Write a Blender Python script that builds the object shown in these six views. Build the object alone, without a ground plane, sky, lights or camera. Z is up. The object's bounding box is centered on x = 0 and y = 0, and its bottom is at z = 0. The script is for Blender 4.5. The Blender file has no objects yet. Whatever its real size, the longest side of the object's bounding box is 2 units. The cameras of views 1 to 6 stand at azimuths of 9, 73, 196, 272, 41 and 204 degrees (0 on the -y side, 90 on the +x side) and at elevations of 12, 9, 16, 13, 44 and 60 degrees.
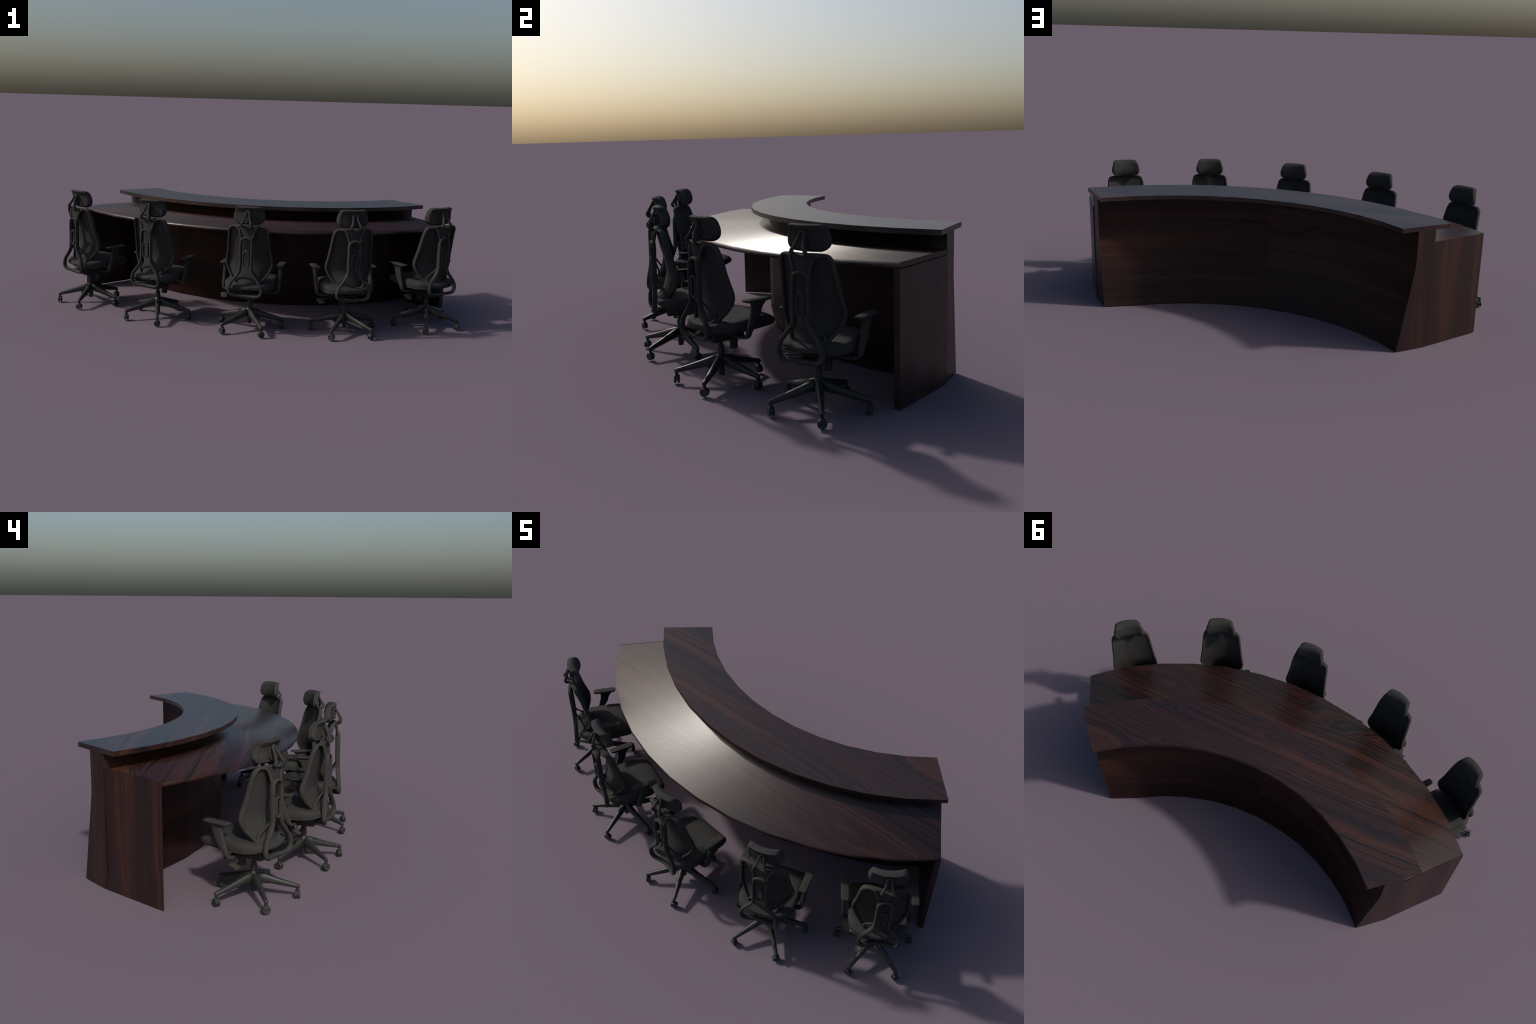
import math
import random
import bpy
import bmesh
import numpy as np
from mathutils import Vector

random.seed(7)
SCENE = bpy.context.scene.collection

# --------------------------------------------------------------------------
# node helpers
# --------------------------------------------------------------------------


def new_material(name):
    m = bpy.data.materials.new(name)
    m.use_nodes = True
    nt = m.node_tree
    return m, nt, nt.nodes["Principled BSDF"]


def math_node(nt, op, a, b=None):
    n = nt.nodes.new("ShaderNodeMath")
    n.operation = op
    for k, v in enumerate((a, b)):
        if v is None:
            continue
        if isinstance(v, (int, float)):
            n.inputs[k].default_value = v
        else:
            nt.links.new(v, n.inputs[k])
    return n.outputs[0]


def combine(nt, x, y, z):
    n = nt.nodes.new("ShaderNodeCombineXYZ")
    for k, v in enumerate((x, y, z)):
        if isinstance(v, (int, float)):
            n.inputs[k].default_value = v
        else:
            nt.links.new(v, n.inputs[k])
    return n.outputs[0]


def noise(nt, vec, scale, detail=2.0, rough=0.5):
    n = nt.nodes.new("ShaderNodeTexNoise")
    n.inputs["Scale"].default_value = scale
    n.inputs["Detail"].default_value = detail
    n.inputs["Roughness"].default_value = rough
    nt.links.new(vec, n.inputs["Vector"])
    return n.outputs["Fac"]


def ramp(nt, fac, stops, interpolation="LINEAR"):
    n = nt.nodes.new("ShaderNodeValToRGB")
    n.color_ramp.interpolation = interpolation
    els = n.color_ramp.elements
    while len(els) < len(stops):
        els.new(0.5)
    for e, (p, c) in zip(els, stops):
        e.position = p
        e.color = (*c, 1.0)
    nt.links.new(fac, n.inputs[0])
    return n.outputs[0]


def mix_colour(nt, fac, a, b, blend="MIX"):
    n = nt.nodes.new("ShaderNodeMix")
    n.data_type = "RGBA"
    n.blend_type = blend
    if isinstance(fac, (int, float)):
        n.inputs["Factor"].default_value = fac
    else:
        nt.links.new(fac, n.inputs["Factor"])
    for sock, v in ((n.inputs[6], a), (n.inputs[7], b)):
        if isinstance(v, tuple):
            sock.default_value = (*v, 1.0)
        else:
            nt.links.new(v, sock)
    return n.outputs[2]


def wood_material(name, mode, seed=0.0, gain=1.0, rough=0.3, spec=0.5, figure=1.0, lines=92.0, contrast=1.0):
    """Dark rosewood veneer.  mode: how the grain runs over the piece."""
    m, nt, bsdf = new_material(name)
    tc = nt.nodes.new("ShaderNodeTexCoord")
    sep = nt.nodes.new("ShaderNodeSeparateXYZ")
    nt.links.new(tc.outputs["Object"], sep.inputs[0])
    x, y, z = sep.outputs
    if mode == "along_x":
        u, v = x, math_node(nt, "ADD", y, math_node(nt, "MULTIPLY", z, 0.8))
    elif mode == "along_arc":
        ang = math_node(nt, "ARCTAN2", x, math_node(nt, "SUBTRACT", 1.17, y))
        u = math_node(nt, "MULTIPLY", ang, 1.0)
        side = math_node(nt, "GREATER_THAN", ang, -0.02)
        u = math_node(nt, "ADD", u, math_node(nt, "MULTIPLY", side, 3.37))
        v = z
    else:
        u = z
        v = math_node(nt, "ADD", math_node(nt, "MULTIPLY", x, 0.75), math_node(nt, "MULTIPLY", y, -0.75 if seed > 5 else 0.75))
    v = math_node(nt, "ADD", v, seed)
    # growth rings: straight lines along u, gently warped, with sparse cathedral knots
    w1 = noise(nt, combine(nt, math_node(nt, "MULTIPLY", u, 1.5), math_node(nt, "MULTIPLY", v, 4.0), seed), 1.0, 1.0)
    w2 = noise(nt, combine(nt, math_node(nt, "MULTIPLY", u, 4.5), math_node(nt, "MULTIPLY", v, 16.0), seed + 3.1), 1.0, 2.0)
    w3 = noise(nt, combine(nt, math_node(nt, "MULTIPLY", u, 16.0), math_node(nt, "MULTIPLY", v, 60.0), seed + 5.7), 1.0, 2.0)
    knots = noise(nt, combine(nt, math_node(nt, "MULTIPLY", u, 3.0), math_node(nt, "MULTIPLY", v, 8.0), seed + 12.3), 1.0, 0.0)
    knots = math_node(nt, "MAXIMUM", math_node(nt, "SUBTRACT", knots, 0.58), 0.0)
    ring = math_node(nt, "MULTIPLY", v, lines)
    ring = math_node(nt, "ADD", ring, math_node(nt, "MULTIPLY", w1, 7.5 * figure))
    ring = math_node(nt, "ADD", ring, math_node(nt, "MULTIPLY", w2, 2.4 * figure))
    ring = math_node(nt, "ADD", ring, math_node(nt, "MULTIPLY", w3, 0.45))
    ring = math_node(nt, "ADD", ring, math_node(nt, "MULTIPLY", knots, 28.0 * figure))
    # rings of uneven width: a stretched one-dimensional noise over the ring coordinate
    vein = noise(nt, combine(nt, ring, math_node(nt, "MULTIPLY", u, 0.5), seed), 1.2, 2.0, 0.6)
    broad = noise(nt, combine(nt, math_node(nt, "MULTIPLY", ring, 0.16), math_node(nt, "MULTIPLY", u, 0.9), seed + 9.0), 1.0, 1.0)
    fine = noise(nt, combine(nt, math_node(nt, "MULTIPLY", u, 24.0), math_node(nt, "MULTIPLY", v, 380.0), seed), 1.0, 3.0, 0.6)
    dark, mid, light = (0.0048, 0.0036, 0.0044), (0.0275, 0.0096, 0.0068), (0.053, 0.0188, 0.0092)
    sc = lambda c: tuple(k * gain for k in c)
    body = ramp(nt, broad, [(0.30, sc((0.0205, 0.0075, 0.0058))), (0.5, sc(mid)), (0.70, sc(light))])
    mask = ramp(nt, vein, [(0.36, (0.97 * contrast,) * 3), (0.43, (0.66 * contrast,) * 3), (0.51, (0, 0, 0))])
    col = mix_colour(nt, mask, body, sc(dark))
    fmask = ramp(nt, fine, [(0.38, (0.62, 0.62, 0.64)), (0.62, (1.12, 1.1, 1.08))])
    col = mix_colour(nt, 0.8, col, fmask, "MULTIPLY")
    nt.links.new(col, bsdf.inputs["Base Color"])
    bsdf.inputs["Roughness"].default_value = rough
    bsdf.inputs["Specular IOR Level"].default_value = spec
    bump = nt.nodes.new("ShaderNodeBump")
    bump.inputs["Strength"].default_value = 0.06
    bump.inputs["Distance"].default_value = 0.002
    nt.links.new(vein, bump.inputs["Height"])
    nt.links.new(bump.outputs[0], bsdf.inputs["Normal"])
    return m


def fabric_material(name, base, scale=900.0, strength=0.25, rough=0.85):
    m, nt, bsdf = new_material(name)
    tc = nt.nodes.new("ShaderNodeTexCoord")
    n1 = noise(nt, tc.outputs["Object"], scale, 2.0, 0.6)
    n2 = noise(nt, tc.outputs["Object"], 26.0, 3.0, 0.55)
    lo, hi = tuple(c * 0.72 for c in base), tuple(c * 1.28 for c in base)
    col = ramp(nt, n1, [(0.3, lo), (0.7, hi)])
    tone = ramp(nt, n2, [(0.3, (0.86, 0.86, 0.86)), (0.7, (1.1, 1.1, 1.1))])
    col = mix_colour(nt, 1.0, col, tone, "MULTIPLY")
    nt.links.new(col, bsdf.inputs["Base Color"])
    bsdf.inputs["Roughness"].default_value = rough
    bsdf.inputs["Specular IOR Level"].default_value = 0.08
    bump = nt.nodes.new("ShaderNodeBump")
    bump.inputs["Strength"].default_value = strength
    bump.inputs["Distance"].default_value = 0.0006
    nt.links.new(n1, bump.inputs["Height"])
    nt.links.new(bump.outputs[0], bsdf.inputs["Normal"])
    return m


def plastic_material(name, base, rough, metallic=0.0, spec=0.5):
    m, nt, bsdf = new_material(name)
    tc = nt.nodes.new("ShaderNodeTexCoord")
    n = noise(nt, tc.outputs["Object"], 60.0, 3.0, 0.6)
    col = ramp(nt, n, [(0.3, tuple(c * 0.88 for c in base)), (0.7, tuple(c * 1.1 for c in base))])
    nt.links.new(col, bsdf.inputs["Base Color"])
    r = nt.nodes.new("ShaderNodeMapRange")
    r.inputs["To Min"].default_value = rough - 0.05
    r.inputs["To Max"].default_value = rough + 0.07
    nt.links.new(n, r.inputs["Value"])
    nt.links.new(r.outputs[0], bsdf.inputs["Roughness"])
    bsdf.inputs["Metallic"].default_value = metallic
    bsdf.inputs["Specular IOR Level"].default_value = spec
    return m


WOOD_X = wood_material("rosewood_along_length", "along_x", 0.0, 1.0, 0.36, 0.65)
WOOD_TABLE = wood_material("rosewood_table", "along_x", 2.3, 1.12, 0.36, 0.62)
WOOD_ARC = wood_material("rosewood_around_curve", "along_arc", 1.3, 0.98, 0.42, 0.22, 0.45, 66.0, 0.62)
WOOD_UP = wood_material("rosewood_upright", "upright", 4.1, 0.95, 0.42, 0.5, 0.3, 78.0, 0.7)
WOOD_UP2 = wood_material("rosewood_upright_mirrored", "upright", 7.4, 0.95, 0.42, 0.5, 0.3, 78.0, 0.7)
FABRIC = fabric_material("charcoal_fabric", (0.041, 0.0400, 0.0380))
MESHWEAVE = fabric_material("charcoal_mesh_weave", (0.038, 0.0372, 0.0355), 700.0, 0.3)
FRAME = fabric_material("charcoal_frame_grain", (0.043, 0.0418, 0.0395), 500.0, 0.15, 0.78)
DARKPLASTIC = plastic_material("black_plastic", (0.026, 0.027, 0.025), 0.55, 0.0, 0.25)
METALBASE = plastic_material("dark_satin_base", (0.024, 0.0255, 0.0235), 0.44, 0.0, 0.36)
RUBBER = plastic_material("caster_rubber", (0.030, 0.032, 0.029), 0.5, 0.0, 0.3)

# --------------------------------------------------------------------------
# mesh helpers
# --------------------------------------------------------------------------


def mesh_from(name, verts, faces, mats, smooth=True, slots=None, angle=None):
    me = bpy.data.meshes.new(name)
    me.from_pydata([tuple(v) for v in verts], [], [tuple(f) for f in faces])
    for m in mats:
        me.materials.append(m)
    if slots is not None:
        me.polygons.foreach_set("material_index", slots)
    bm = bmesh.new()
    bm.from_mesh(me)
    bmesh.ops.recalc_face_normals(bm, faces=bm.faces)
    bm.to_mesh(me)
    bm.free()
    me.polygons.foreach_set("use_smooth", [smooth] * len(me.polygons))
    if angle is not None:
        me.set_sharp_from_angle(angle=math.radians(angle))
    me.update()
    return me


def join(name, meshes, mats):
    """Join several (mesh, slot) pieces into one mesh."""
    bm = bmesh.new()
    for me, slot in meshes:
        start = len(bm.faces)
        bm.from_mesh(me)
        bm.faces.ensure_lookup_table()
        for f in bm.faces[start:]:
            f.material_index = slot
        bpy.data.meshes.remove(me)
    out = bpy.data.meshes.new(name)
    bm.to_mesh(out)
    bm.free()
    for m in mats:
        out.materials.append(m)
    return out


def catmull(points, per, closed=False):
    P = np.array(points, float)
    n = len(P)
    out = []
    segs = n if closed else n - 1
    for i in range(segs):
        if closed:
            p0, p1, p2, p3 = P[(i - 1) % n], P[i], P[(i + 1) % n], P[(i + 2) % n]
        else:
            p0, p1, p2, p3 = P[max(i - 1, 0)], P[i], P[i + 1], P[min(i + 2, n - 1)]
        for k in range(per):
            t = k / per
            out.append(0.5 * ((2 * p1) + (-p0 + p2) * t + (2 * p0 - 5 * p1 + 4 * p2 - p3) * t * t + (-p0 + 3 * p1 - 3 * p2 + p3) * t ** 3))
    if not closed:
        out.append(P[-1])
    return np.array(out)


def tube(name, pts, half, depth, ref=(0, 1, 0), closed=False, sides=12, per=5, power=1.0, mats=(), resample=True, angle=None):
    """Sweep an elliptical section; half/depth may be lists given per control point.
    'depth' is measured along ref, 'half' across it."""
    n0 = len(pts)
    half = [half] * n0 if isinstance(half, (int, float)) else list(half)
    depth = [depth] * n0 if isinstance(depth, (int, float)) else list(depth)
    full = [(*p, h, d) for p, h, d in zip(pts, half, depth)]
    C = catmull(full, per, closed) if resample else np.array(full, float)
    n = len(C)
    verts, faces = [], []
    for i in range(n):
        if closed:
            t = C[(i + 1) % n, :3] - C[i - 1, :3]
        else:
            t = C[min(i + 1, n - 1), :3] - C[max(i - 1, 0), :3]
        t = t / (np.linalg.norm(t) + 1e-12)
        r = np.array(ref, float)
        r = r - t * (r @ t)
        if np.linalg.norm(r) < 1e-3:
            r = np.array((0, 0, 1.0)) - t * t[2]
        r /= np.linalg.norm(r)
        s = np.cross(t, r)
        for k in range(sides):
            a = 2 * math.pi * k / sides
            ca, sa = math.cos(a), math.sin(a)
            ca = math.copysign(abs(ca) ** power, ca)
            sa = math.copysign(abs(sa) ** power, sa)
            verts.append(C[i, :3] + s * ca * C[i, 3] + r * sa * C[i, 4])
    rings = n if closed else n - 1
    for i in range(rings):
        j = (i + 1) % n
        for k in range(sides):
            l = (k + 1) % sides
            faces.append((i * sides + k, i * sides + l, j * sides + l, j * sides + k))
    if not closed:
        faces.append(tuple(range(sides))[::-1])
        faces.append(tuple((n - 1) * sides + k for k in range(sides)))
    return mesh_from(name, verts, faces, mats, True, None, angle)


def loft(name, rings, mats, caps=True, smooth=True, angle=None):
    n, s = len(rings), len(rings[0])
    verts = [v for r in rings for v in r]
    faces = []
    for i in range(n - 1):
        for k in range(s):
            l = (k + 1) % s
            faces.append((i * s + k, i * s + l, (i + 1) * s + l, (i + 1) * s + k))
    if caps:
        faces.append(tuple(range(s))[::-1])
        faces.append(tuple((n - 1) * s + k for k in range(s)))
    return mesh_from(name, verts, faces, mats, smooth, None, angle)


def lathe(name, profile, centre=(0, 0), sides=24, mats=(), angle=40):
    rings = [[(centre[0] + r * math.cos(2 * math.pi * k / sides), centre[1] + r * math.sin(2 * math.pi * k / sides), z) for k in range(sides)] for r, z in profile]
    return loft(name, rings, mats, True, True, angle)


def rounded_box(name, lo, hi, radius, mats=(), segments=3):
    bm = bmesh.new()
    bmesh.ops.create_cube(bm, size=1.0)
    for v in bm.verts:
        for k in range(3):
            v.co[k] = lo[k] if v.co[k] < 0 else hi[k]
    bmesh.ops.bevel(bm, geom=bm.edges[:], offset=radius, segments=segments, profile=0.5, affect="EDGES")
    me = bpy.data.meshes.new(name)
    bm.to_mesh(me)
    bm.free()
    for m in mats:
        me.materials.append(m)
    me.polygons.foreach_set("use_smooth", [True] * len(me.polygons))
    me.set_sharp_from_angle(angle=math.radians(50))
    return me


def extruded_outline(name, outline, x0, x1, bevel, mats=()):
    """Outline in the (y, z) plane, extruded along x, with rounded rims."""
    bm = bmesh.new()
    vs = [bm.verts.new((x0, y, z)) for y, z in outline]
    f = bm.faces.new(vs)
    r = bmesh.ops.extrude_face_region(bm, geom=[f])
    for g in r["geom"]:
        if isinstance(g, bmesh.types.BMVert):
            g.co.x = x1
    bmesh.ops.recalc_face_normals(bm, faces=bm.faces)
    rim = [e for e in bm.edges if abs(e.verts[0].co.x - e.verts[1].co.x) < 1e-6]
    bmesh.ops.bevel(bm, geom=rim, offset=bevel, segments=2, profile=0.5, affect="EDGES")
    me = bpy.data.meshes.new(name)
    bm.to_mesh(me)
    bm.free()
    for m in mats:
        me.materials.append(m)
    me.polygons.foreach_set("use_smooth", [True] * len(me.polygons))
    me.set_sharp_from_angle(angle=math.radians(50))
    return me


def obj(name, data, parent=None):
    o = bpy.data.objects.new(name, data)
    SCENE.objects.link(o)
    o.parent = parent
    return o


def interp(x, xs, ys):
    return float(np.interp(x, xs, ys))


# --------------------------------------------------------------------------
# the desk
# --------------------------------------------------------------------------
TILT = -1.3
desk = obj("curved_reception_desk", None)
desk["label"] = "long curved dark rosewood desk with raised counter ledge"
desk["category"] = "reception desk"


def arc(cx, cy, r, a0, a1, n):
    """Points on a circle, angle measured from -y towards +x, in degrees."""
    return [(cx + r * math.sin(math.radians(a0 + (a1 - a0) * k / n)), cy - r * math.cos(math.radians(a0 + (a1 - a0) * k / n))) for k in range(n + 1)]


def slab_mesh(name, outer, inner, z0, z1, mats, end_slot=0, lean=0.0, centre=(0, 1.0)):
    """Curved board between two arcs.  'lean' tips the shading normals of the top
    outwards, as on a board whose rounded nose is shaded into its top."""
    n = len(outer)
    verts = [(x, y, z) for z in (z1, z0) for ring in (outer, inner) for x, y in ring]
    ot, it, ob, ib = 0, n, 2 * n, 3 * n
    faces, kinds = [], []
    for k in range(n - 1):
        faces += [(ot + k, ot + k + 1, it + k + 1, it + k), (ob + k + 1, ob + k, ib + k, ib + k + 1),
                  (ot + k + 1, ot + k, ob + k, ob + k + 1), (it + k, it + k + 1, ib + k + 1, ib + k)]
        kinds += ["top", "bottom", "outer", "inner"]
    for k in (0, n - 1):
        faces.append((ot + k, it + k, ib + k, ob + k))
        kinds.append("end")
    me = bpy.data.meshes.new(name)
    me.from_pydata(verts, [], faces)
    for m in mats:
        me.materials.append(m)
    bm = bmesh.new()
    bm.from_mesh(me)
    bmesh.ops.recalc_face_normals(bm, faces=bm.faces)
    bm.to_mesh(me)
    bm.free()
    me.polygons.foreach_set("use_smooth", [True] * len(me.polygons))
    me.update()
    normals = []
    for p, kind in zip(me.polygons, kinds):
        if kind == "end":
            p.material_index = end_slot
        for li in p.loop_indices:
            v = me.vertices[me.loops[li].vertex_index].co
            out = Vector((v.x - centre[0], v.y - centre[1], 0)).normalized()
            is_top = v.z > (z0 + z1) / 2
            up = Vector((0, 0, 1))
            t = math.radians(lean * (0.78 if lean and v.x < -0.79 and (v.x < -0.95 or v.y > 0.35) else 1.0))
            if kind == "top":
                nv = up * math.cos(t) + out * math.sin(t)
            elif kind == "bottom":
                nv = -up
            elif kind == "outer":
                if lean:
                    a = t if is_top else math.radians(108)
                    nv = up * math.cos(a) + out * math.sin(a)
                else:
                    nv = out
            elif kind == "inner":
                nv = -out
            else:
                nv = p.normal.copy()
            normals.append(tuple(nv))
    me.normals_split_custom_set(normals)
    return me


# raised counter ledge
outer = arc(0.0, 1.149, 1.165, -47.2, 44.8, 12)
inner = arc(0.0, 1.185, 0.951, -46.0, 43.5, 12)
obj("counter_ledge", slab_mesh("counter_ledge", outer, inner, 0.5055, 0.524, [WOOD_X, WOOD_UP], 0, 0.0, (0, 1.16)), desk)

# low work surface
outer = arc(0.005, 1.004, 1.293, -49.9, 46.1, 13)
outer[0], outer[-1] = (-0.9818, 0.1705), (0.934, 0.117)
inner = arc(0.0, 1.17, 1.1015, -46.4, 44.1, 13)
inner[0] = (-0.7945, 0.4070)
obj("work_surface", slab_mesh("work_surface", outer, inner, 0.4345, 0.452, [WOOD_TABLE, WOOD_UP], 1, 33.0, (0.0, 1.06)), desk)

# curved upright wall with a flared foot on the visitors' side
N = 12
# (radius, height, vertical tilt of the shading normal in degrees, outward sign)
front_profile = [(1.1065, 0.5055, -42), (1.1068, 0.4440, -38), (1.1068, 0.4430, 0), (1.1080, 0.250, 0), (1.1090, 0.068, -5), (1.0950, 0.0, -12)]
back_profile = [(0.952, 0.0, 12), (0.974, 0.115, 11.5), (0.998, 0.235, 10), (1.0195, 0.348, 5), (1.021, 0.39, 0), (1.021, 0.5055, 0)]
profile = front_profile + back_profile
M, NF = len(profile), len(front_profile)
verts, angles = [], []
for k in range(N + 1):
    a = math.radians(-46.5 + (43.9 + 46.5) * k / N)
    angles.append(a)
    for r, z, _ in profile:
        if k == N and r < 1.02:
            r = r + 0.026 * (1 - z / 0.355)
        verts.append((r * math.sin(a), 1.17 - r * math.cos(a), z))
faces, slots, tags = [], [], []
for k in range(N):
    for j in range(M):
        jj = (j + 1) % M
        faces.append((k * M + j, k * M + jj, (k + 1) * M + jj, (k + 1) * M + j))
        slots.append(0)
        tags.append((k, j))
for k in (0, N):
    faces.append(tuple(k * M + j for j in range(M)))
    slots.append(1)
    tags.append((k, -1))
me = mesh_from("counter_wall", verts, faces, [WOOD_ARC, WOOD_UP], True, slots)
normals = []
for p, (k, j) in zip(me.polygons, tags):
    for li in p.loop_indices:
        kk, jv = divmod(me.loops[li].vertex_index, M)
        tilt = math.radians(18 if j == 0 and kk in (0, N) else profile[jv][2])
        if j < 0 or j in (NF - 1, M - 1):
            n = p.normal.copy()
        else:
            a = angles[kk]
            if 2 <= j < NF - 1:  # the facing below the work surface is faceted
                a = (angles[k] + angles[k + 1]) / 2
            sgn = 1 if j < NF - 1 else -1
            n = Vector((sgn * math.sin(a) * math.cos(tilt), -sgn * math.cos(a) * math.cos(tilt), math.sin(tilt)))
        normals.append(tuple(n))
me.normals_split_custom_set(normals)
obj("counter_wall", me, desk)


def side_panel(name, p_front, p_back, thick, mat, height=0.4325):
    a, b = Vector((*p_front, 0)), Vector((*p_back, 0))
    d = (b - a).normalized()
    n = Vector((-d.y, d.x, 0))
    if n.dot(Vector((0, 0.6, 0)) - a) < 0 or n.x * a.x > 0:
        n = -n
    pts = [a, b, b + n * thick, a + n * thick]
    bm = bmesh.new()
    lo = [bm.verts.new((p.x, p.y, 0.0)) for p in pts]
    hi = [bm.verts.new((p.x, p.y, height)) for p in pts]
    bm.faces.new(lo[::-1])
    bm.faces.new(hi)
    for k in range(4):
        bm.faces.new((lo[k], lo[(k + 1) % 4], hi[(k + 1) % 4], hi[k]))
    bmesh.ops.recalc_face_normals(bm, faces=bm.faces)
    bmesh.ops.bevel(bm, geom=[e for e in bm.edges if abs(e.verts[0].co.z - e.verts[1].co.z) > 0.1], offset=0.0008, segments=2, profile=0.5, affect="EDGES")
    me = bpy.data.meshes.new(name)
    bm.to_mesh(me)
    bm.free()
    me.materials.append(mat)
    return obj(name, me, desk)


side_panel("side_panel", (-0.9840, 0.1735), (-0.7940, 0.4150), 0.0022, WOOD_UP, 0.4518)
side_panel("side_panel", (0.9405, 0.1150), (0.7680, 0.3780), 0.0215, WOOD_UP2)

# --------------------------------------------------------------------------
# the chair: every mesh is built once, in the chair's own frame
# (origin on the floor under the column, +y the way the sitter looks)
# --------------------------------------------------------------------------
parts = {}


def mirrored(path):
    """Close a right-hand path (starting and ending on x = 0) with its mirror image."""
    return path + [(-x, *r) for x, *r in path[-2:0:-1]]


# ---- star base -------------------------------------------------------------
def leg_mesh():
    rings = []
    stations = [(0.006, 0.0965, 0.062, 0.0125), (0.022, 0.0955, 0.060, 0.0135), (0.04, 0.090, 0.0575, 0.0130), (0.07, 0.0795, 0.0520, 0.0112), (0.10, 0.0695, 0.0460, 0.0098),
                (0.13, 0.0600, 0.0408, 0.0085), (0.150, 0.0540, 0.0375, 0.0076), (0.1585, 0.0510, 0.0375, 0.0066), (0.1625, 0.0470, 0.0390, 0.0045)]
    for r, t, b, w in stations:
        ring = []
        for k in range(16):
            a = 2 * math.pi * k / 16
            ca, sa = math.cos(a), math.sin(a)
            cx = math.copysign(abs(ca) ** 0.7, ca) * w
            cz = math.copysign(abs(sa) ** 0.7, sa)
            # rounder on the top, flatter underneath
            cx *= 1.0 if cz < 0 else (1 - 0.15 * cz)
            ring.append((r, cx, (t + b) / 2 + cz * (t - b) / 2))
        rings.append(ring)
    body = loft("leg", rings, [])
    socket = lathe("socket", [(0.0058, 0.046), (0.0062, 0.036), (0.0056, 0.0335), (0.0036, 0.033), (0.0034, 0.024)], (0.1552, 0), 14)
    return join("base_leg", [(body, 0), (socket, 0)], [METALBASE])


parts["base_leg"] = leg_mesh()


def caster_mesh():
    """Twin-wheel caster standing at the origin, axle along x."""
    pieces = []
    for s in (-1, 1):
        prof = [(0.0115, 0.0028), (0.0137, 0.0032), (0.0146, 0.0044), (0.0147, 0.0078), (0.0138, 0.0089), (0.0118, 0.0096), (0.0112, 0.0092), (0.0040, 0.0094), (0.0015, 0.0096)]
        rings = []
        for r, x in prof:
            rings.append([(s * x, r * math.cos(2 * math.pi * k / 28), 0.0147 + r * math.sin(2 * math.pi * k / 28)) for k in range(28)])
        pieces.append((loft("wheel", rings, [], True, True, 45), 0))
    # hood between and over the wheels
    hood = []
    for x in (-0.0030, -0.0022, 0.0022, 0.0030):
        rr = 0.0128 if abs(x) > 0.0025 else 0.0138
        hood.append([(x, rr * math.cos(a), 0.0147 + rr * math.sin(a)) for a in np.linspace(-0.25, math.pi + 0.25, 15)])
    pieces.append((loft("hood", hood, [], True, True, 40), 1))
    axle = [[(x, 0.0024 * math.cos(2 * math.pi * k / 10), 0.0147 + 0.0024 * math.sin(2 * math.pi * k / 10)) for k in range(10)] for x in (-0.009, 0.009)]
    pieces.append((loft("axle", axle, [], True, True, 40), 1))
    pieces.append((lathe("pin", [(0.0050, 0.0262), (0.0058, 0.0285), (0.0058, 0.0315), (0.0045, 0.0335)], (0, 0), 14), 1))
    return join("caster", pieces, [RUBBER, DARKPLASTIC])


parts["caster"] = caster_mesh()
parts["base_hub"] = lathe("base_hub", [(0.0100, 0.0255), (0.0108, 0.027), (0.0110, 0.058), (0.0185, 0.060), (0.0215, 0.066), (0.0210, 0.084), (0.0175, 0.0945), (0.0130, 0.0985), (0.0120, 0.1005)], (0, 0), 28, [METALBASE], 35)
parts["gas_lift"] = lathe("gas_lift", [(0.0114, 0.098), (0.0114, 0.1255), (0.0105, 0.1275), (0.0088, 0.1290), (0.0085, 0.1345), (0.0068, 0.1360), (0.0066, 0.165)], (0, 0), 24, [DARKPLASTIC], 35)

# ---- mechanism under the seat ----------------------------------------------
mech = []
mech.append((rounded_box("housing", (-0.034, -0.052, 0.1500), (0.034, 0.078, 0.1860), 0.006), 0))
mech.append((rounded_box("tongue", (-0.026, -0.094, 0.1640), (0.026, -0.040, 0.1790), 0.004), 0))
mech.append((rounded_box("cross_bar", (-0.098, 0.006, 0.1690), (0.098, 0.034, 0.1800), 0.004), 0))
mech.append((lathe("canister", [(0.0128, 0.1105), (0.0142, 0.1118), (0.0142, 0.150), (0.013, 0.160)], (0.0, 0.054), 24), 0))
parts["tilt_mechanism"] = join("tilt_mechanism", mech, [DARKPLASTIC])


def paddle():
    lever = []
    path = [(-0.028, 0.004, 0.1620), (-0.080, 0.004, 0.1610), (-0.112, -0.002, 0.1585), (-0.120, -0.004, 0.1570)]
    lever.append((tube("rod", path, 0.0026, 0.0026, (0, 0, 1), sides=8, per=4), 0))
    rings = []
    for y, z, x0, x1 in ((0.004, 0.1590, -0.139, -0.110), (0.001, 0.1585, -0.1385, -0.1085), (-0.010, 0.1520, -0.135, -0.106), (-0.021, 0.1455, -0.131, -0.1035), (-0.0235, 0.1445, -0.129, -0.105)):
        rings.append([(x0, y, z + 0.0014), (x0 + 0.002, y, z + 0.0026), (x1 - 0.002, y, z + 0.0026), (x1, y, z + 0.0014), (x1, y, z - 0.0014), (x0, y, z - 0.0014)])
    lever.append((loft("plate", rings, [], True, True, 40), 0))
    lever.append((tube("rod", [(-0.030, 0.030, 0.1730), (-0.090, 0.031, 0.1725), (-0.128, 0.032, 0.1715)], [0.0030, 0.0034, 0.0048], [0.0022, 0.0022, 0.0018], (0, 0, 1), sides=8, per=4), 0))
    return join("adjustment_lever", lever, [FRAME])


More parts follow.
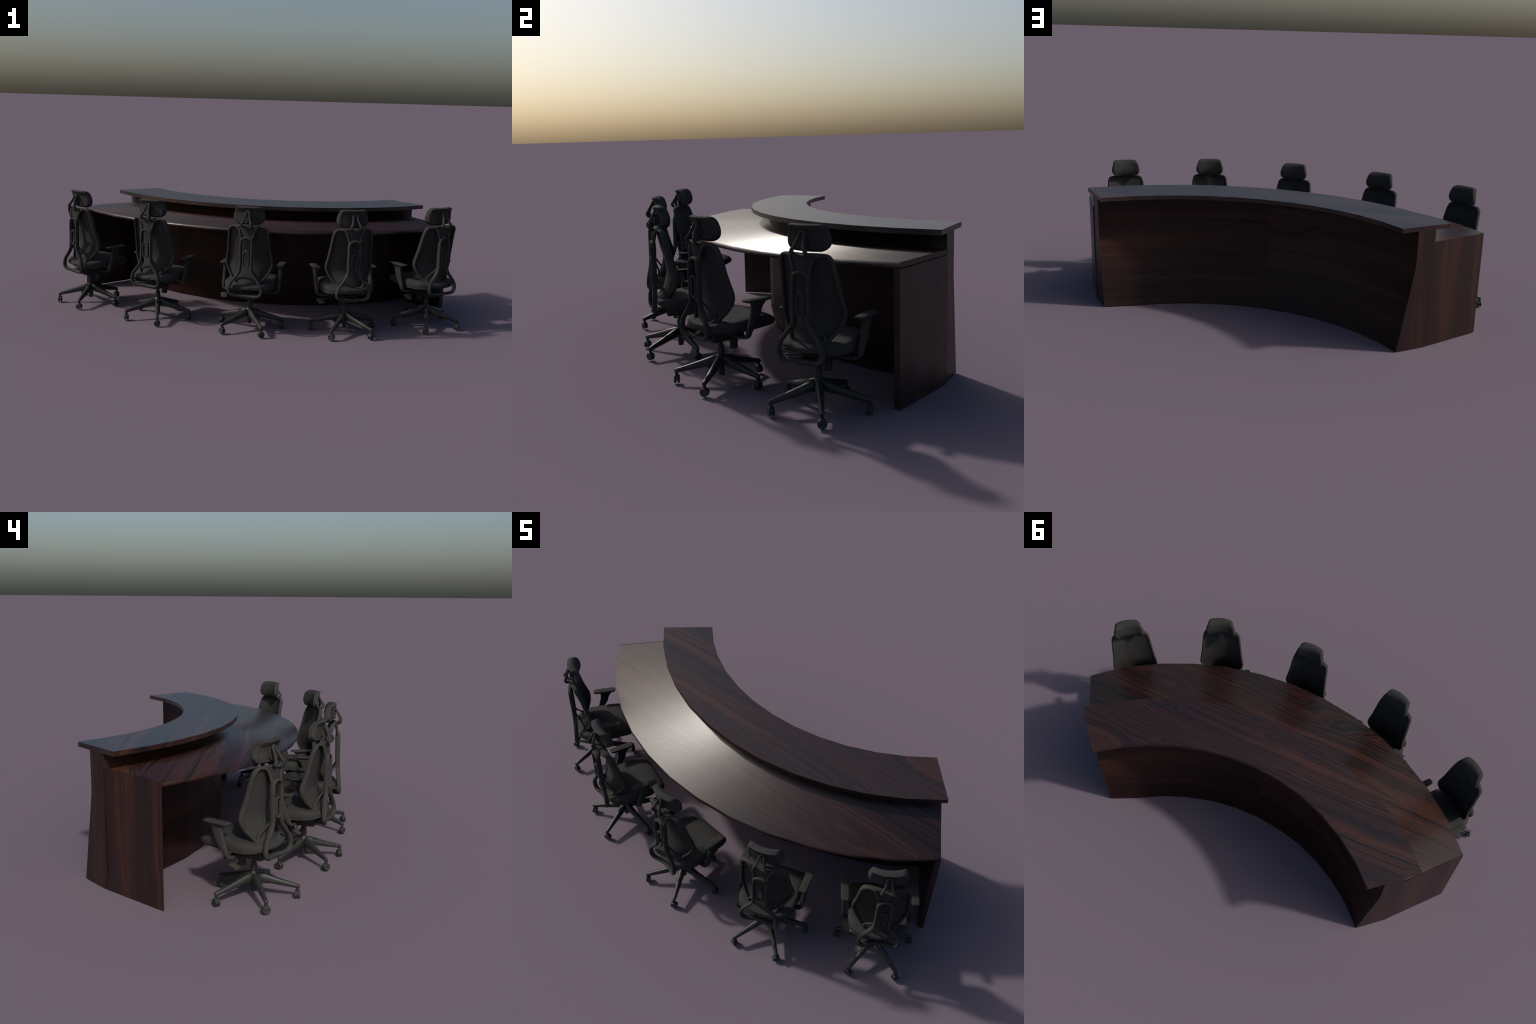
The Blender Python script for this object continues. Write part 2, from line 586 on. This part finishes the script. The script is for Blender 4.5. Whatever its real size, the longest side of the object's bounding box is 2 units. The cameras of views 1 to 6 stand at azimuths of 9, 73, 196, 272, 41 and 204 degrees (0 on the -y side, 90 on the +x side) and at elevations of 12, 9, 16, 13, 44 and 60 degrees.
parts["adjustment_lever"] = paddle()

# ---- seat --------------------------------------------------------------------
SEAT_Y = [-0.0910, -0.0885, -0.0820, -0.0700, -0.0520, -0.020, 0.030, 0.080, 0.115, 0.138, 0.152, 0.161, 0.1655]
SEAT_W = [0.0460, 0.0600, 0.0760, 0.0920, 0.1050, 0.1135, 0.1135, 0.1115, 0.1105, 0.109, 0.1055, 0.099, 0.088]
SEAT_T = [0.2160, 0.2220, 0.2275, 0.2320, 0.2365, 0.2385, 0.2405, 0.2435, 0.2405, 0.2345, 0.2280, 0.2195, 0.2110]
SEAT_B = [0.2080, 0.2030, 0.1985, 0.1940, 0.1895, 0.1855, 0.1835, 0.1840, 0.1860, 0.1880, 0.1915, 0.1965, 0.2030]


def seat_ring(y, w, t, b, dish, n=40, p=0.5):
    ring = []
    for k in range(n):
        a = 2 * math.pi * k / n
        ca, sa = math.cos(a), math.sin(a)
        x = math.copysign(abs(ca) ** p, ca) * w
        z = (t + b) / 2 + math.copysign(abs(sa) ** p, sa) * (t - b) / 2
        if sa > 0:
            z -= dish * (1 - (x / w) ** 2)
        ring.append((x, y, z))
    return ring


def seat_mesh():
    rings = []
    ys = np.concatenate([[SEAT_Y[0]], np.linspace(SEAT_Y[1], 0.152, 26), [0.157, 0.161, 0.1655]])
    for y in ys:
        w, t, b = (interp(y, SEAT_Y, q) for q in (SEAT_W, SEAT_T, SEAT_B))
        dish = 0.009 * math.exp(-((y + 0.01) / 0.075) ** 2)
        rings.append(seat_ring(y, w, t, b, dish))
    body = loft("cushion", rings, [])
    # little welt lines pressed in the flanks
    pieces = [(body, 0)]
    # piping round the rear of the cushion
    path = []
    for y in (0.10, 0.05, 0.0, -0.03, -0.055, -0.072, -0.083, -0.089):
        w = interp(y, SEAT_Y, SEAT_W)
        zb, zt = interp(y, SEAT_Y, SEAT_B), interp(y, SEAT_Y, SEAT_T)
        path.append((w * (0.985 if y > -0.1 else 0.97), y, zb + 0.22 * (zt - zb)))
    path.append((0.0, -0.0925, 0.2095))
    both = path[::-1][1:][::-1] + [path[-1]] + [(-x, y, z) for x, y, z in path[:-1]][::-1]
    pieces.append((tube("piping", both, 0.0021, 0.0021, (0, 0, 1), sides=8, per=4), 0))
    return join("seat", pieces, [FABRIC])


parts["seat"] = seat_mesh()

# ---- armrest (right-hand one; the left is its mirror image) -------------------
post_outline = [(0.100, 0.2955), (0.092, 0.2880), (0.083, 0.2785), (0.077, 0.2690), (0.0735, 0.2580), (0.0690, 0.2430), (0.0580, 0.2260), (0.0470, 0.2110), (0.0380, 0.1990), (0.0330, 0.1900),
                (0.0290, 0.1840), (0.0190, 0.1835), (0.0140, 0.1890), (0.0150, 0.1990), (0.0220, 0.2160), (0.0290, 0.2360), (0.0345, 0.2560), (0.0385, 0.2750), (0.0375, 0.2860), (0.0330, 0.2955)]


def armrest_post(sign):
    pieces = [(extruded_outline("post", post_outline, sign * 0.1245, sign * 0.1385, 0.0028), 0)]
    path = [(sign * 0.1315, 0.0235, 0.1960), (sign * 0.1310, 0.0235, 0.1880), (sign * 0.1270, 0.0230, 0.1800), (sign * 0.1180, 0.0220, 0.1750), (sign * 0.1050, 0.0210, 0.1735), (sign * 0.0800, 0.0200, 0.1740)]
    pieces.append((tube("foot", path, [0.0062, 0.0062, 0.0058, 0.0055, 0.0055, 0.0055], [0.0095, 0.0100, 0.0110, 0.0120, 0.0125, 0.0125], (0, 1, 0), sides=14, per=4, power=0.7), 0))
    return join("armrest_post", pieces, [FRAME])


def arm_pad(sign):
    rings = []
    st = [(0.0055, 0.0100, 0.3030, 0.2995), (0.0075, 0.0130, 0.3042, 0.2975), (0.0120, 0.0148, 0.3048, 0.2955), (0.0250, 0.0158, 0.3050, 0.2935), (0.0600, 0.0163, 0.3050, 0.2925),
          (0.0950, 0.0163, 0.3048, 0.2935), (0.1050, 0.0156, 0.3042, 0.2955), (0.1105, 0.0140, 0.3032, 0.2975), (0.1130, 0.0110, 0.3015, 0.2990)]
    for y, w, t, b in st:
        ring = []
        for k in range(24):
            a = 2 * math.pi * k / 24
            ca, sa = math.cos(a), math.sin(a)
            ring.append((sign * 0.1330 + math.copysign(abs(ca) ** 0.45, ca) * w, y, (t + b) / 2 + math.copysign(abs(sa) ** 0.6, sa) * (t - b) / 2))
        rings.append(ring)
    return loft("arm_pad", rings, [FABRIC])


for side, sign in (("right", 1), ("left", -1)):
    parts["armrest_post_" + side] = armrest_post(sign)
    parts["arm_pad_" + side] = arm_pad(sign)

# ---- backrest ------------------------------------------------------------------
BZ = [0.2040, 0.2090, 0.2160, 0.2250, 0.2350, 0.2540, 0.2700, 0.2870, 0.3000, 0.3130, 0.3300, 0.3550, 0.3870, 0.4100, 0.4320, 0.4550, 0.4720, 0.4820, 0.4880, 0.4915]
BW = [0.0220, 0.0360, 0.0480, 0.0570, 0.0655, 0.0800, 0.0910, 0.1005, 0.1050, 0.1070, 0.1055, 0.1010, 0.0970, 0.0950, 0.0930, 0.0905, 0.0880, 0.0835, 0.0760, 0.0620]
EZ = [0.2040, 0.2130, 0.2260, 0.2490, 0.2750, 0.3050, 0.3330, 0.3600, 0.4020, 0.4370, 0.4720, 0.4915]
EY = [-0.0800, -0.0630, -0.0480, -0.0300, -0.0160, -0.0105, -0.0130, -0.0220, -0.0330, -0.0400, -0.0520, -0.0600]
CZ = [0.2040, 0.2200, 0.2400, 0.2730, 0.3080, 0.3370, 0.3770, 0.4340, 0.4700, 0.4915]
CY = [-0.0830, -0.0765, -0.0655, -0.0515, -0.0415, -0.0410, -0.0480, -0.0600, -0.0690, -0.0745]


def smooth_interp(z, zs, ys):
    d = 0.008
    return sum(interp(z + k * d, zs, ys) for k in (-1, -0.5, 0, 0.5, 1)) / 5


def back_y(x, z):
    w = interp(z, BZ, BW)
    e, c = smooth_interp(z, EZ, EY), smooth_interp(z, CZ, CY)
    wref = max(w, 0.055)
    return c + (e - c) * min(1.0, abs(x) / wref) ** 2.1


def back_shell():
    zs = np.concatenate([np.linspace(0.204, 0.24, 8), np.linspace(0.25, 0.465, 24), np.linspace(0.470, 0.4915, 7)])
    nx = 30
    verts, faces = [], []
    for layer in (0.0018, -0.0018):
        for z in zs:
            w = interp(z, BZ, BW)
            for k in range(nx + 1):
                x = w * (2 * k / nx - 1)
                verts.append((x, back_y(x, z) + layer, z))
    nz = len(zs)
    s = nx + 1
    off = nz * s
    for i in range(nz - 1):
        for k in range(nx):
            a = i * s + k
            faces.append((a, a + 1, a + s + 1, a + s))
            faces.append((off + a, off + a + s, off + a + s + 1, off + a + 1))
    rim = [k for k in range(s)] + [i * s + nx for i in range(1, nz)] + [(nz - 1) * s + k for k in range(nx - 1, -1, -1)] + [i * s for i in range(nz - 2, 0, -1)]
    for a, b in zip(rim, rim[1:] + rim[:1]):
        faces.append((a, off + a, off + b, b))
    return mesh_from("back_mesh", verts, faces, [MESHWEAVE], True, None, 60)


parts["back_mesh"] = back_shell()


def back_rim():
    right = [(0.0, back_y(0, 0.4915) - 0.005, 0.4905)]
    right += [(0.030, back_y(0.03, 0.4915) - 0.005, 0.4912), (0.052, back_y(0.052, 0.49) - 0.0055, 0.4905)]
    for z in (0.4885, 0.4820, 0.4700, 0.4500, 0.4250, 0.4000, 0.3750, 0.3500, 0.3300, 0.3130, 0.2980, 0.2800, 0.2620, 0.2440, 0.2280, 0.2160, 0.2090):
        w = interp(z, BZ, BW) - 0.002
        right.append((w, back_y(w, z) - 0.0065, z))
    right.append((0.0, back_y(0, 0.205) - 0.003, 0.2050))
    path = mirrored(right)
    n = len(path)
    half, depth = [], []
    for x, y, z in path:
        f = max(0.0, min(1.0, (0.245 - z) / 0.04))
        half.append(0.0056 + 0.0024 * f)
        depth.append(0.0098 - 0.0006 * f)
    outer = tube("rim", path, half, depth, (0, 1, 0), True, 12, 3)
    pieces = [(outer, 0)]
    # inner branches that frame the two upper lobes
    for sgn in (1, -1):
        pts, h, d = [], [], []
        for x, y, z, r in ((0.066, -0.0700, 0.4900, 0.0048), (0.052, -0.0765, 0.4892, 0.0052), (0.041, -0.0815, 0.4825, 0.0055), (0.0345, -0.0850, 0.4710, 0.0056), (0.0300, -0.0875, 0.4570, 0.0055), (0.0270, -0.0895, 0.4430, 0.0052), (0.0250, -0.0915, 0.4290, 0.0045)):
            pts.append((sgn * x, y, z))
            h.append(r)
            d.append(r * 1.05)
        pieces.append((tube("branch", pts, h, d, (0, 1, 0), False, 12, 4), 0))
    return join("back_rim", pieces, [FRAME])


parts["back_rim"] = back_rim()

# neck plate that joins head bracket, lobes and spine loop
rings = []
for z, y, w in ((0.4930, -0.0875, 0.0200), (0.4880, -0.0870, 0.0330), (0.4780, -0.0868, 0.0365), (0.4600, -0.0880, 0.0300), (0.4400, -0.0895, 0.0260), (0.4340, -0.0905, 0.0230)):
    rings.append([(-w, y + 0.0030, z), (-w * 0.5, y - 0.0004, z), (0, y - 0.0012, z), (w * 0.5, y - 0.0004, z), (w, y + 0.0030, z), (w, y + 0.0052, z), (0, y + 0.0020, z), (-w, y + 0.0052, z)])
parts["neck_plate"] = loft("neck_plate", rings, [MESHWEAVE], True, True, 60)

# lumbar yoke: two arms from the spine loop running out and round under the back
yoke = [(0.0235, -0.0880, 0.3060), (0.0265, -0.0800, 0.2920), (0.0400, -0.0680, 0.2700), (0.0540, -0.0600, 0.2550), (0.0595, -0.0580, 0.2440), (0.0570, -0.0620, 0.2320), (0.0450, -0.0720, 0.2200), (0.0240, -0.0810, 0.2125), (0.0, -0.0845, 0.2100)]
full = yoke[:-1] + [yoke[-1]] + [(-x, y, z) for x, y, z in yoke[:-1]][::-1]
hh = [0.0034, 0.0034, 0.0034, 0.0036, 0.0042, 0.0060, 0.0086, 0.0108, 0.0114]
hh = hh + hh[:-1][::-1]
parts["lumbar_yoke"] = tube("lumbar_yoke", full, hh, [h * 1.2 for h in hh], (0, 1, 0), False, 12, 5, mats=[FRAME])

# ---- spine loop -------------------------------------------------------------------
loop_r = [(0.0, -0.0925, 0.4415), (0.0120, -0.0925, 0.4400), (0.0215, -0.0925, 0.4330), (0.0252, -0.0925, 0.4200), (0.0255, -0.0930, 0.3950), (0.0252, -0.0935, 0.3500), (0.0252, -0.0945, 0.3100), (0.0290, -0.0955, 0.2880), (0.0400, -0.0970, 0.2690),
          (0.0560, -0.0990, 0.2490), (0.0695, -0.1015, 0.2290), (0.0752, -0.1030, 0.2080), (0.0725, -0.1030, 0.1910), (0.0620, -0.1010, 0.1805), (0.0450, -0.0955, 0.1760), (0.0220, -0.0880, 0.1745), (0.0, -0.0850, 0.1740)]
lp = mirrored(loop_r)
lh = [0.0056] * 7 + [0.0058, 0.0060, 0.0062, 0.0064, 0.0066, 0.0066, 0.0066, 0.0066, 0.0068, 0.0068]
ld = [0.0092, 0.0098, 0.0105, 0.0108, 0.0108, 0.0106, 0.0104, 0.0102, 0.0100, 0.0098, 0.0096, 0.0095, 0.0095, 0.0098, 0.0100, 0.0105, 0.0105]
lh = lh + lh[-2:0:-1]
ld = ld + ld[-2:0:-1]
parts["spine_loop"] = tube("spine_loop", lp, lh, ld, (0, 1, 0), True, 16, 5, 0.8, [FRAME])

ring_path = []
for k in range(28):
    a = 2 * math.pi * k / 28
    zc = 0.3675 if math.sin(a) >= 0 else 0.3275
    ring_path.append((0.0133 * math.cos(a), -0.0985, zc + 0.0150 * math.sin(a)))
parts["height_slide"] = tube("height_slide", ring_path, 0.0040, 0.0062, (0, 1, 0), True, 12, 2, 0.9, [FRAME])

# ---- headrest -----------------------------------------------------------------------
HZ = [0.4960, 0.4990, 0.5040, 0.5120, 0.5250, 0.5400, 0.5550, 0.5680, 0.5750, 0.5790]
HW = [0.0540, 0.0610, 0.0670, 0.0708, 0.0722, 0.0712, 0.0685, 0.0640, 0.0610, 0.0580]


def head_pad():
    prof = [(-0.0840, 0.5745), (-0.0815, 0.5770), (-0.0720, 0.5790), (-0.0620, 0.5782), (-0.0530, 0.5725), (-0.0460, 0.5640), (-0.0425, 0.5530), (-0.0392, 0.5400), (-0.0382, 0.5260), (-0.0398, 0.5130), (-0.0445, 0.5025), (-0.0510, 0.4970),
            (-0.0590, 0.4972), (-0.0650, 0.5025), (-0.0685, 0.5120), (-0.0695, 0.5250), (-0.0700, 0.5400), (-0.0730, 0.5550), (-0.0780, 0.5665)]
    C = catmull(prof, 4, True)
    cy, cz = -0.056, 0.532
    rings = []
    sig = list(np.concatenate([[-1.0, -0.99, -0.965, -0.93], np.linspace(-0.89, 0.89, 25), [0.93, 0.965, 0.99, 1.0]]))
    for s in sig:
        ring = []
        e = max(0.0, (abs(s) - 0.80) / 0.20)
        shrink = math.sqrt(max(0.0, 1 - e * e))
        shrink = 0.20 + 0.80 * shrink
        for y, z in C:
            rear = y < -0.060 - 0.012 * max(0, (z - 0.55) / 0.03) and 0.5 < z < 0.571
            yy = y
            # recessed panel on the rear, framed by a soft border
            if rear:
                inside = min(1.0, max(0.0, (0.83 - abs(s)) / 0.05)) * min(1.0, max(0.0, (z - 0.5055) / 0.004)) * min(1.0, max(0.0, (0.5635 - z) / 0.004))
                yy += 0.0035 * inside
            top = max(0.0, min(1.0, (z - 0.562) / 0.015))
            sh = shrink + (1 - shrink) * 0.45 * top
            zz = cz + (z - cz) * (1 - (1 - sh) * 0.55)
            yc = cy + (yy - cy) * sh
            ring.append((s * interp(z, HZ, HW), yc + 0.0165 * abs(s) ** 2.2, zz))
        rings.append(ring)
    return loft("headrest_pad", rings, [FABRIC])


parts["headrest_pad"] = head_pad()
ar = [(0.0, -0.0780, 0.5585), (0.0060, -0.0785, 0.5565), (0.0090, -0.0830, 0.5470), (0.0110, -0.0905, 0.5330), (0.0155, -0.0985, 0.5180), (0.0215, -0.1035, 0.5070), (0.0228, -0.1010, 0.4985), (0.0170, -0.0950, 0.4915), (0.0070, -0.0910, 0.4890), (0.0, -0.0905, 0.4885)]
aw = [0.0046, 0.0046, 0.0046, 0.0047, 0.0054, 0.0062, 0.0060, 0.0054, 0.0048, 0.0048]
bracket = [(tube("frame", mirrored(ar), aw + aw[-2:0:-1], [w * 1.15 for w in aw + aw[-2:0:-1]], (0, 1, 0), True, 12, 5), 0)]
bracket.append((rounded_box("hinge", (-0.0045, -0.0800, 0.5080), (0.0045, -0.0640, 0.5480), 0.002), 0))
bracket.append((rounded_box("hinge_plate", (-0.0105, -0.0715, 0.5150), (0.0105, -0.0640, 0.5560), 0.0030), 0))
parts["headrest_bracket"] = join("headrest_bracket", bracket, [FRAME])

# --------------------------------------------------------------------------
# five identical chairs around the desk
# --------------------------------------------------------------------------
CHAIRS = [(-0.8410, -0.1270, -33.9), (-0.4280, -0.3120, -18.0), (0.0315, -0.3785, -2.9), (0.4685, -0.3215, 21.0), (0.8435, -0.1085, 38.1)]
for cx, cy, turn in CHAIRS:
    chair = obj("office_chair", None)
    chair["label"] = "black ergonomic mesh office chair with headrest on casters"
    chair["category"] = "office chair"
    chair.location = (cx, cy, 0)
    chair.rotation_euler = (0, 0, math.radians(turn))

    base = obj("star_base", parts["base_hub"], chair)
    for k in range(5):
        ang = math.radians(-56.4 + 72 * k)
        leg = obj("base_leg", parts["base_leg"], base)
        leg.rotation_euler = (0, 0, ang)
        wheel = obj("caster", parts["caster"], base)
        wheel.location = (0.1552 * math.cos(ang), 0.1552 * math.sin(ang), 0)
        wheel.rotation_euler = (0, 0, ang)
    obj("gas_lift", parts["gas_lift"], chair)
    mechanism = obj("tilt_mechanism", parts["tilt_mechanism"], chair)
    obj("adjustment_lever", parts["adjustment_lever"], mechanism)
    obj("seat", parts["seat"], chair)
    for side in ("right", "left"):
        arm = obj("armrest", parts["armrest_post_" + side], chair)
        obj("arm_pad", parts["arm_pad_" + side], arm)
    back = obj("backrest", parts["back_rim"], chair)
    obj("back_mesh", parts["back_mesh"], back)
    obj("lumbar_yoke", parts["lumbar_yoke"], back)
    obj("neck_plate", parts["neck_plate"], back)
    spine = obj("spine_loop", parts["spine_loop"], chair)
    obj("height_slide", parts["height_slide"], spine)
    head = obj("headrest", parts["headrest_pad"], chair)
    obj("headrest_bracket", parts["headrest_bracket"], head)
